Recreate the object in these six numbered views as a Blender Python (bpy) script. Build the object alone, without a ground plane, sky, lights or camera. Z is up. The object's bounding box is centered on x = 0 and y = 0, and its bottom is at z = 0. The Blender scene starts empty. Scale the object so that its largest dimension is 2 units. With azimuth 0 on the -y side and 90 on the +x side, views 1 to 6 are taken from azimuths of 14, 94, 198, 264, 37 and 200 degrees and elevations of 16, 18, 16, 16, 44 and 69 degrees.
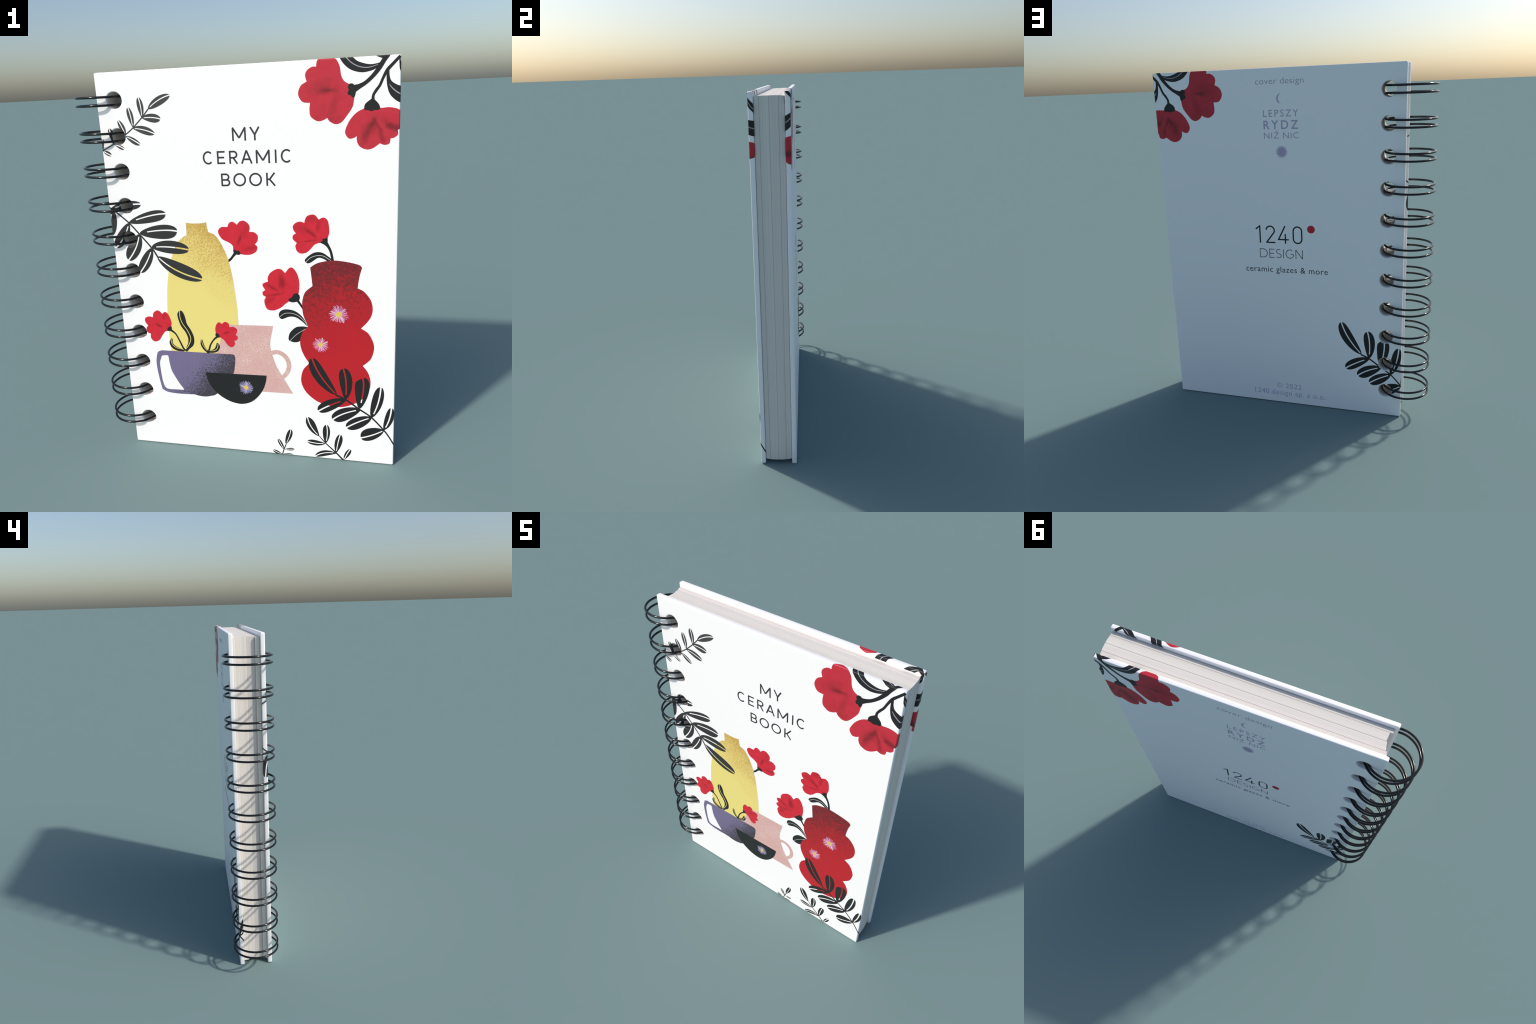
"""Wire-bound hardback notebook with a printed ceramic-and-flowers cover.
Everything printed is laid out in millimetres on the face of a cover
(u to the right, v up), then wrapped over the rounded board edges."""
import bpy, bmesh, math, random
from mathutils import Vector
from mathutils.geometry import tessellate_polygon

random.seed(11)
MM = 0.001

# ------------------------------------------------------------------ sizes (mm)
COVER_OUT = 98.3            # |y| of the outer face of each board
BOARD = 25.0                # board thickness
U_SPINE, U_FORE = -633.0, 785.5
V_TOP = 2000.0
EDGE = 5.0                  # rounding of the board edges
HOLE_U, HOLE_R, RIM = -543.0, 39.5, 6.0
HOLES = [161.0 + 170.9 * i for i in range(11)]
RING_R, WIRE_R, RING_X = 130.8, 5.9, -648.5


# ------------------------------------------------------------------ materials
def new_mat(name):
    m = bpy.data.materials.new(name)
    m.use_nodes = True
    nt = m.node_tree
    b = nt.nodes["Principled BSDF"]
    return m, nt, b


def node(nt, kind, **kw):
    n = nt.nodes.new(kind)
    for k, v in kw.items():
        setattr(n, k, v)
    return n


def math_node(nt, op, a, b=None, clamp=False):
    n = node(nt, "ShaderNodeMath", operation=op, use_clamp=clamp)
    for i, x in enumerate((a, b)):
        if x is None:
            continue
        if isinstance(x, (int, float)):
            n.inputs[i].default_value = x
        else:
            nt.links.new(x, n.inputs[i])
    return n.outputs[0]


def noise(nt, coord, scale, detail=2.0, rough=0.5):
    n = node(nt, "ShaderNodeTexNoise")
    n.inputs["Scale"].default_value = scale
    n.inputs["Detail"].default_value = detail
    n.inputs["Roughness"].default_value = rough
    nt.links.new(coord, n.inputs["Vector"])
    return n.outputs["Fac"]


def remap(nt, val, a, b, c=0.0, d=1.0, smooth=False):
    n = node(nt, "ShaderNodeMapRange", interpolation_type='SMOOTHSTEP' if smooth else 'LINEAR')
    nt.links.new(val, n.inputs["Value"])
    for i, x in zip((1, 2, 3, 4), (a, b, c, d)):
        n.inputs[i].default_value = x
    return n.outputs[0]


def mix_col(nt, fac, a, b):
    n = node(nt, "ShaderNodeMix", data_type='RGBA')
    if isinstance(fac, (int, float)):
        n.inputs[0].default_value = fac
    else:
        nt.links.new(fac, n.inputs[0])
    for i, x in ((6, a), (7, b)):
        if isinstance(x, tuple):
            n.inputs[i].default_value = (*x, 1.0)
        else:
            nt.links.new(x, n.inputs[i])
    return n.outputs[2]


INK_ROUGH = 0.42


def ink(name, col, var=0.12, scale=170.0):
    """A printed colour with a fine paper-grain mottling."""
    m, nt, b = new_mat(name)
    tc = node(nt, "ShaderNodeTexCoord").outputs["Object"]
    g = remap(nt, noise(nt, tc, scale, 3.0, 0.6), 0.3, 0.7)
    dark = tuple(c * (1 - var) for c in col)
    lite = tuple(min(1.0, c * (1 + var)) for c in col)
    nt.links.new(mix_col(nt, g, dark, lite), b.inputs["Base Color"])
    b.inputs["Roughness"].default_value = INK_ROUGH
    b.inputs["Specular IOR Level"].default_value = 0.3
    return m


def plane_uv(nt):
    tc = node(nt, "ShaderNodeTexCoord").outputs["Object"]
    sep = node(nt, "ShaderNodeSeparateXYZ")
    nt.links.new(tc, sep.inputs[0])
    return tc, sep.outputs["X"], sep.outputs["Z"]


def petal_ink(name, base, dark, lite, blots):
    """Watercolour red: cloudy mottling plus soft darker streaks (x, z, long, wide, angle, strength)."""
    m, nt, b = new_mat(name)
    tc, X, Z = plane_uv(nt)
    cloud = remap(nt, noise(nt, tc, 28.0, 4.0, 0.65), 0.35, 0.7)
    grain = remap(nt, noise(nt, tc, 160.0, 3.0, 0.7), 0.3, 0.75)
    col = mix_col(nt, cloud, base, lite)
    total = math_node(nt, 'MULTIPLY', grain, 0.16)
    wob = math_node(nt, 'MULTIPLY', math_node(nt, 'SUBTRACT', noise(nt, tc, 45.0, 3.0), 0.5), 0.7)
    for (cx, cz, la, lb, ang, st) in blots:
        ca, sa = math.cos(math.radians(ang)), math.sin(math.radians(ang))
        dx = math_node(nt, 'SUBTRACT', X, cx * MM)
        dz = math_node(nt, 'SUBTRACT', Z, cz * MM)
        p = math_node(nt, 'ADD', math_node(nt, 'MULTIPLY', dx, ca / (la * MM)), math_node(nt, 'MULTIPLY', dz, sa / (la * MM)))
        q = math_node(nt, 'ADD', math_node(nt, 'MULTIPLY', dx, -sa / (lb * MM)), math_node(nt, 'MULTIPLY', dz, ca / (lb * MM)))
        r2 = math_node(nt, 'ADD', math_node(nt, 'MULTIPLY', p, p), math_node(nt, 'MULTIPLY', q, q))
        r2 = math_node(nt, 'ADD', math_node(nt, 'SQRT', r2), wob)
        total = math_node(nt, 'ADD', total, remap(nt, r2, 0.05, 1.15, st, 0.0, True))
    col = mix_col(nt, math_node(nt, 'MINIMUM', total, 1.0), col, dark)
    nt.links.new(col, b.inputs["Base Color"])
    b.inputs["Roughness"].default_value = INK_ROUGH
    b.inputs["Specular IOR Level"].default_value = 0.3
    return m


def glaze_ink(name, base, speck, terms, grain=150.0, floor=0.0, hardness=0.12, cloud_amt=0.25, second=None):
    """Sponged glaze: specks whose density rises along a linear field.
    terms = (kx, kz, c): density = kx*x + kz*z + c in metres, clamped 0..1."""
    m, nt, b = new_mat(name)
    tc, X, Z = plane_uv(nt)
    kx, kz, c = terms
    dens = math_node(nt, 'ADD', math_node(nt, 'MULTIPLY', X, kx), math_node(nt, 'MULTIPLY', Z, kz))
    dens = math_node(nt, 'ADD', dens, c)
    cl = math_node(nt, 'MULTIPLY', math_node(nt, 'SUBTRACT', noise(nt, tc, 9.0, 3.0), 0.5), cloud_amt * 4)
    dens = math_node(nt, 'ADD', dens, cl)
    dens = math_node(nt, 'MAXIMUM', math_node(nt, 'MINIMUM', dens, 1.0), floor)
    n = noise(nt, tc, grain, 4.0, 0.7)
    thr = math_node(nt, 'SUBTRACT', 0.78, math_node(nt, 'MULTIPLY', dens, 0.42))
    diff = math_node(nt, 'DIVIDE', math_node(nt, 'SUBTRACT', n, thr), hardness)
    fac = math_node(nt, 'ADD', diff, 0.5, True)
    if second:
        base = mix_col(nt, dens, base, second)
    nt.links.new(mix_col(nt, fac, base, speck), b.inputs["Base Color"])
    b.inputs["Roughness"].default_value = INK_ROUGH
    b.inputs["Specular IOR Level"].default_value = 0.3
    return m


def paper_cover_mat():
    m, nt, b = new_mat("laminated_white_board")
    tc = node(nt, "ShaderNodeTexCoord").outputs["Object"]
    g = noise(nt, tc, 60.0, 3.0)
    nt.links.new(mix_col(nt, g, (0.97, 0.955, 0.945), (0.985, 0.97, 0.955)), b.inputs["Base Color"])
    b.inputs["Roughness"].default_value = 0.45
    b.inputs["Specular IOR Level"].default_value = 0.35
    return m


def page_mat():
    """Cut page edges: stripes that depend only on the place through the stack (y)."""
    m, nt, b = new_mat("stacked_page_edges")
    tc = node(nt, "ShaderNodeTexCoord").outputs["Object"]

    def layer(sy, sx, detail):
        mp = node(nt, "ShaderNodeMapping")
        mp.inputs["Scale"].default_value = (sx, sy, sx)
        nt.links.new(tc, mp.inputs["Vector"])
        return noise(nt, mp.outputs[0], 1.0, detail)
    fine = remap(nt, layer(620.0, 0.15, 2.0), 0.3, 0.7)
    mid = remap(nt, layer(150.0, 0.1, 2.0), 0.32, 0.68)
    tint = remap(nt, layer(60.0, 0.1, 1.0), 0.35, 0.65)
    warm = mix_col(nt, tint, (0.90, 0.785, 0.755), (0.87, 0.845, 0.735))
    dull = mix_col(nt, tint, (0.74, 0.665, 0.655), (0.70, 0.685, 0.595))
    c = mix_col(nt, mid, dull, warm)
    c2 = mix_col(nt, math_node(nt, 'MULTIPLY', fine, 0.3), c, (0.58, 0.54, 0.505))
    nt.links.new(c2, b.inputs["Base Color"])
    b.inputs["Roughness"].default_value = 0.85
    b.inputs["Specular IOR Level"].default_value = 0.15
    bp = node(nt, "ShaderNodeBump")
    bp.inputs["Strength"].default_value = 0.25
    bp.inputs["Distance"].default_value = 0.001
    nt.links.new(fine, bp.inputs["Height"])
    nt.links.new(bp.outputs[0], b.inputs["Normal"])
    return m


def wire_mat():
    m, nt, b = new_mat("black_enamelled_wire")
    tc = node(nt, "ShaderNodeTexCoord").outputs["Object"]
    g = noise(nt, tc, 220.0, 2.0)
    nt.links.new(mix_col(nt, g, (0.0025, 0.0025, 0.003), (0.005, 0.005, 0.006)), b.inputs["Base Color"])
    b.inputs["Roughness"].default_value = 0.16
    b.inputs["Specular IOR Level"].default_value = 0.5
    return m


MAT_BOARD = paper_cover_mat()
MAT_PAGE = page_mat()
MAT_WIRE = wire_mat()
INK_GREY = ink("soft_black_ink", (0.058, 0.057, 0.058))
INK_CHAR = ink("charcoal_ink", (0.036, 0.036, 0.036))
INK_BLACK = ink("black_ink", (0.018, 0.019, 0.019))
INK_TYPE = ink("title_ink", (0.038, 0.043, 0.047), 0.05)
INK_VEIN = ink("pale_vein_ink", (0.36, 0.35, 0.40), 0.1)
INK_VEIN_Y = ink("yellow_vein_ink", (0.80, 0.66, 0.20), 0.05)
INK_VEIN_W = ink("white_vein_ink", (0.55, 0.55, 0.53), 0.05)
INK_YOLK = ink("daisy_yellow_ink", (0.76, 0.55, 0.10), 0.06)
INK_PINK_A = ink("daisy_pink_ink", (0.72, 0.22, 0.38), 0.1)
INK_PINK_B = ink("daisy_lilac_ink", (0.68, 0.36, 0.62), 0.1)
INK_PINK_C = ink("daisy_pale_ink", (0.76, 0.58, 0.72), 0.1)
INK_BLUE_A = ink("daisy_slate_ink", (0.28, 0.24, 0.42), 0.1)
INK_BLUE_B = ink("daisy_mist_ink", (0.52, 0.50, 0.66), 0.1)
INK_MAUVE = ink("mauve_type_ink", (0.47, 0.40, 0.56), 0.05)
INK_MIST = ink("grey_type_ink", (0.33, 0.34, 0.36), 0.05)
INK_FAINT = ink("faint_mauve_type_ink", (0.44, 0.41, 0.56), 0.05)
INK_DOT = ink("red_dot_ink", (0.56, 0.022, 0.040), 0.06)

RED, RED_DARK, RED_LITE = (0.545, 0.030, 0.048), (0.215, 0.018, 0.024), (0.60, 0.036, 0.060)
RED2, RED2_DARK, RED2_LITE = (0.63, 0.021, 0.038), (0.26, 0.013, 0.018), (0.68, 0.028, 0.050)
YELLOW = glaze_ink("yellow_glaze_ink", (0.84, 0.71, 0.225), (0.56, 0.35, 0.085), (1.3, 2.0, -1.5),
                   grain=120.0, hardness=0.24, cloud_amt=0.14, second=(0.755, 0.56, 0.175))
VASE_RED = glaze_ink("red_glaze_ink", (0.50, 0.016, 0.024), (0.165, 0.022, 0.026), (-0.8, 1.9, -0.74),
                     grain=95.0, hardness=0.2, cloud_amt=0.14, second=(0.38, 0.018, 0.025))
VIOLET = glaze_ink("violet_glaze_ink", (0.185, 0.155, 0.275), (0.055, 0.050, 0.060), (2.9, -2.6, 2.36),
                   grain=120.0, hardness=0.19, cloud_amt=0.14, second=(0.165, 0.145, 0.235))
BLUSH = glaze_ink("blush_glaze_ink", (0.675, 0.395, 0.372), (0.78, 0.64, 0.545), (0.0, 0.0, 0.42),
                  grain=150.0, hardness=0.25, cloud_amt=0.2)


# ------------------------------------------------------------------ curves in the plane
def catmull(pts, per=8, closed=False):
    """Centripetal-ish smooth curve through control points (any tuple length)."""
    n = len(pts)
    if n < 3 and not closed:
        return [tuple(p) for p in pts]
    out = []
    rng = range(n if closed else n - 1)
    for i in rng:
        p1, p2 = pts[i], pts[(i + 1) % n]
        p0 = pts[i - 1] if (i > 0 or closed) else tuple(2 * a - b for a, b in zip(p1, p2))
        p3 = pts[(i + 2) % n] if (i + 2 < n or closed) else tuple(2 * b - a for a, b in zip(p1, p2))
        for k in range(per):
            t = k / per
            out.append(tuple(0.5 * (2 * b + (c - a) * t + (2 * a - 5 * b + 4 * c - d) * t * t
                                    + (3 * b - a - 3 * c + d) * t ** 3)
                             for a, b, c, d in zip(p0, p1, p2, p3)))
    if not closed:
        out.append(tuple(pts[-1]))
    return out


def outline(segs, per=10):
    """Closed outline made of smooth pieces that meet at corners."""
    if len(segs) == 1 and segs[0][0] == segs[0][-1]:
        return catmull(segs[0][:-1], per, True)
    out = []
    for s in segs:
        c = catmull(s, per) if len(s) > 2 else list(s)
        out += c[:-1]
    return out


def area(loop):
    return 0.5 * sum(a[0] * b[1] - b[0] * a[1] for a, b in zip(loop, loop[1:] + loop[:1]))


class Print:
    """Collects flat coloured shapes; each shape is (verts, faces, level, material)."""

    def __init__(self, change=None):
        self.shapes, self.change = [], change

    def add(self, verts, faces, level, mat):
        if self.change:
            verts = [self.change(*v) for v in verts]
        fixed = []
        for f in faces:
            if area([verts[i] for i in f]) < 0:
                f = tuple(reversed(f))
            fixed.append(f)
        self.shapes.append((verts, fixed, level, mat))

    def fill(self, segs, level, mat, hole=None, per=10):
        loops = [outline(segs, per)]
        if hole:
            loops.append(outline(hole, per))
        flat = [p for l in loops for p in l]
        tris = tessellate_polygon([[Vector((p[0], p[1], 0)) for p in l] for l in loops])
        self.add(flat, [tuple(t) for t in tris], level, mat)

    def disc(self, u, v, ru, rv, level, mat, n=40):
        ring = [(u + ru * math.cos(6.28318 * i / n), v + rv * math.sin(6.28318 * i / n)) for i in range(n)]
        self.add(ring, [tuple(range(n))], level, mat)

    def stroke(self, pts, level, mat, width=None, smooth=True, round_end=False, per=7, closed=False):
        """Ribbon along (u, v, width) points; mitred when it is not smooth."""
        P = [(p[0], p[1], p[2] if len(p) > 2 else width) for p in pts]
        if smooth:
            P = catmull(P, per, closed)
        n = len(P)
        L, R = [], []
        for i in range(n):
            a = P[i - 1] if (i > 0 or closed) else None
            c = P[(i + 1) % n] if (i < n - 1 or closed) else None
            b = P[i]
            d1 = Vector((b[0] - a[0], b[1] - a[1])).normalized() if a else None
            d2 = Vector((c[0] - b[0], c[1] - b[1])).normalized() if c else None
            d1, d2 = d1 or d2, d2 or d1
            t = (d1 + d2)
            t = t.normalized() if t.length > 1e-6 else d1
            nn = Vector((-t.y, t.x))
            k = max(0.42, nn.dot(Vector((-d1.y, d1.x))))
            h = b[2] * 0.5 / k
            L.append((b[0] + nn.x * h, b[1] + nn.y * h))
            R.append((b[0] - nn.x * h, b[1] - nn.y * h))
        faces = [(i, i + 1, n + i + 1, n + i) for i in range(n - 1)]
        if closed:
            faces.append((n - 1, 0, n, 2 * n - 1))
        self.add(L + R, faces, level, mat)
        if round_end:
            for p in (P[0], P[-1]):
                self.disc(p[0], p[1], p[2] * 0.5, p[2] * 0.5, level, mat, 14)

    def leaf(self, base, tip, vein, side_a, side_b, start, level, mat, slit=7.0, blunt=0.55, n=22):
        """Two blades either side of an open midrib; the widths come from one point on each margin."""
        B, T, V = Vector(base), Vector(tip), Vector(vein)
        C = 2 * V - 0.5 * (B + T)

        def at(t):
            p = B * (1 - t) ** 2 + C * 2 * t * (1 - t) + T * t * t
            d = ((C - B) * (1 - t) + (T - C) * t).normalized()
            return p, Vector((-d.y, d.x))
        sides = {}
        for S in (side_a, side_b):
            S = Vector(S)
            t = min((i / 60 for i in range(12, 52)), key=lambda t: (at(t)[0] - S).length)
            p, nn = at(t)
            w = (S - p).dot(nn)
            sides[1 if w > 0 else -1] = (t, abs(w))
        ts = sorted([i / n for i in range(n + 1)] + [start, start + 1e-4, 0.02, 0.98, 0.995])
        for sg in (1, -1):
            tm, W = sides.get(sg, (0.5, slit))
            q = blunt
            tc = min(max(tm, 0.4), 0.6)
            pw = max(q * tc / (1 - tc), 0.6)
            tp = pw / (pw + q)
            peak = tp ** pw * (1 - tp) ** q
            inner, outer = [], []
            for t in ts:
                p, nn = at(t)
                f = W * (max(t, 0) ** pw * max(1 - t, 0) ** q) / peak
                g = slit * (0.42 + 0.16 * t) if t > start else 0.0
                f = max(f, g + 0.05)
                inner.append((p.x + nn.x * g * sg, p.y + nn.y * g * sg))
                outer.append((p.x + nn.x * f * sg, p.y + nn.y * f * sg))
            m = len(ts)
            self.add(inner + outer, [(i, i + 1, m + i + 1, m + i) for i in range(m - 1)], level, mat)

    def daisy(self, u, v, ru, rv, level, inks, yolk, seed):
        rnd = random.Random(seed)
        count = 36
        for i in range(count):
            a = 6.28318 * (i + rnd.uniform(-0.35, 0.35)) / count
            k = rnd.uniform(0.78, 1.03)
            w = ru * rnd.uniform(0.022, 0.05)
            ca, sa = math.cos(a), math.sin(a)
            pts = [(0.2, w * 0.9), (0.6 * k, w), (0.9 * k, w * 0.9), (k, w * 0.25)]
            L = [(u + ca * r * ru - sa * h, v + sa * r * rv + ca * h) for r, h in pts]
            R = [(u + ca * r * ru + sa * h, v + sa * r * rv - ca * h) for r, h in pts]
            self.add(L + R, [(j, j + 1, j + 5, j + 4) for j in range(3)], level, rnd.choice(inks))
        self.disc(u, v, ru * 0.29, rv * 0.29, level + 1, yolk)

    def glyph(self, ch, u0, u1, v0, v1, w, level, mat):
        """A monoline capital or figure, drawn inside its box."""
        h = w / 2
        a, b, lo, hi = u0 + h, u1 - h, v0 + h, v1 - h
        mid = lo + (hi - lo) * 0.5

        def arc(cx, cy, rx, ry, d0, d1, n=22):
            return [(cx + rx * math.cos(math.radians(d0 + (d1 - d0) * i / n)),
                     cy + ry * math.sin(math.radians(d0 + (d1 - d0) * i / n))) for i in range(n + 1)]

        def go(p, closed=False):
            self.stroke(p, level, mat, width=w, smooth=False, closed=closed)
        cx, rx, ry = (a + b) / 2, (b - a) / 2, (hi - lo) / 2
        if ch == 'M':
            go([(a, v0), (a, v1 - w * 0.4)]); go([(b, v0), (b, v1 - w * 0.4)])
            go([(a - w * 0.12, v1), (cx, lo + (hi - lo) * 0.17)]); go([(b + w * 0.12, v1), (cx, lo + (hi - lo) * 0.17)])
        elif ch == 'Y':
            go([(a, v1), (cx, lo + (hi - lo) * 0.42)]); go([(b, v1), (cx, lo + (hi - lo) * 0.42)]); go([(cx, v0), (cx, lo + (hi - lo) * 0.46)])
        elif ch == 'C':
            go(arc(a + rx * 1.12, mid, rx * 1.12, ry, 48, 312))
        elif ch == 'G':
            go(arc(a + rx * 1.06, mid, rx * 1.06, ry, 52, 318)); go([(b, lo + ry * 0.32), (b, mid - h)]); go([(b + h, mid - h), (cx + rx * .25, mid - h)])
        elif ch == 'E':
            go([(a, v0), (a, v1)]); go([(a, hi), (u1, hi)]); go([(a, mid), (u1 - (u1 - u0) * 0.1, mid)]); go([(a, lo), (u1, lo)])
        elif ch == 'R':
            go([(a, v0), (a, v1)]); r = (hi - mid) * 0.54
            bowl = [(a, hi), (b - r, hi)] + arc(b - r * 1.1, hi - r, r, r, 80, -80) + [(b - r, hi - 2 * r), (a, hi - 2 * r)]
            go(bowl); go([(cx - rx * .1, hi - 2 * r), (u1 - h * 0.8, v0)])
        elif ch == 'A':
            go([(a, v0), (cx, v1)]); go([(b, v0), (cx, v1)]); go([(a + rx * .35, lo + (hi - lo) * .3), (b - rx * .35, lo + (hi - lo) * .3)])
        elif ch == 'I':
            go([(cx, v0), (cx, v1)])
        elif ch == 'B':
            go([(a, v0), (a, v1)]); r = (hi - mid) * 0.5
            go([(a, hi), (b - r * 1.2, hi)] + arc(b - r * 1.25, mid + r, r, r, 85, -85) + [(b - r * 1.3, mid), (a, mid)])
            go([(a, mid), (b - r, mid)] + arc(b - r * 1.05, mid - r, r, r, 85, -85) + [(b - r * 1.1, lo), (a, lo)])
        elif ch == 'O':
            go(arc(cx, mid, rx, ry, 0, 351, 39), True)
        elif ch == 'K':
            go([(a, v0), (a, v1)]); go([(b - w * .1, v1), (cx - rx * .35, mid)]); go([(b, v0), (cx - rx * .35, mid)]); go([(a, mid), (cx - rx * .2, mid)])
        elif ch == 'D':
            go([(a, v0), (a, v1)]); r = ry
            go([(a, hi), (b - r, hi)] + arc(b - r, mid, r, r, 85, -85) + [(b - r, lo), (a, lo)])
        elif ch == 'S':
            r = ry / 2
            go(arc(cx, hi - r, rx * .92, r, 40, 225, 14) + [(cx + rx * .1, mid - r * .1)] + arc(cx, lo + r, rx, r, 45, -150, 14))
        elif ch == 'N':
            go([(a, v0), (a, v1)]); go([(a, v1), (b, v0)]); go([(b, v0), (b, v1)])
        elif ch == '1':
            go([(b, v0), (b, v1)]); go([(b, hi), (u0, hi - (hi - lo) * .2)])
        elif ch == '2':
            go(arc(cx, hi - rx, rx, rx, 172, -30, 20) + [(a + w * .1, lo)]); go([(a - w * .2, lo), (u1, lo)])
        elif ch == '4':
            e = a + (b - a) * 0.72
            go([(e, v1), (a, lo + (hi - lo) * .2), (u1, lo + (hi - lo) * .2)]); go([(e, v0), (e, lo + (hi - lo) * .55)])
        elif ch == '0':
            go(arc(cx, hi - rx, rx, rx, 0, 180, 18) + arc(cx, lo + rx, rx, rx, 180, 360, 18), True)

    def text(self, body, u0, u1, v0, v1, level, mat, spacing=1.0, offset=0.0):
        """Built-in font, fitted to a box."""
        c = bpy.data.curves.new("type", 'FONT')
        c.body, c.space_character, c.offset, c.resolution_u = body, spacing, offset, 4
        o = bpy.data.objects.new("type", c)
        bpy.context.scene.collection.objects.link(o)
        me = o.to_mesh()
        vs = [(v.co.x, v.co.y) for v in me.vertices]
        fs = [tuple(p.vertices) for p in me.polygons]
        o.to_mesh_clear()
        bpy.data.objects.remove(o)
        bpy.data.curves.remove(c)
        x0, x1 = min(v[0] for v in vs), max(v[0] for v in vs)
        y0, y1 = min(v[1] for v in vs), max(v[1] for v in vs)
        self.add([(u0 + (x - x0) / (x1 - x0) * (u1 - u0), v0 + (y - y0) / (y1 - y0) * (v1 - v0)) for x, y in vs], fs, level, mat)


# ------------------------------------------------------------------ wrapping prints over a board
def turn(s, b):
    """Path over a rounded edge of a board: s -> (reach outwards, depth, normal outwards, normal up)."""
    q = math.pi * b / 2
    if s <= 0:
        return s, 0.0, 0.0, 1.0
    if s <= q:
        t = s / b
        return b * math.sin(t), b * (1 - math.cos(t)), math.sin(t), math.cos(t)
    s -= q
    if s <= BOARD - 2 * b:
        return b, b + s, 1.0, 0.0
    s -= BOARD - 2 * b
    if s <= q:
        t = s / b
        return b * math.cos(t), BOARD - b + b * math.sin(t), math.cos(t), -math.sin(t)
    return -(s - q), BOARD, 0.0, -1.0


TURN_END = math.pi * EDGE + BOARD - 2 * EDGE + 13.0


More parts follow.
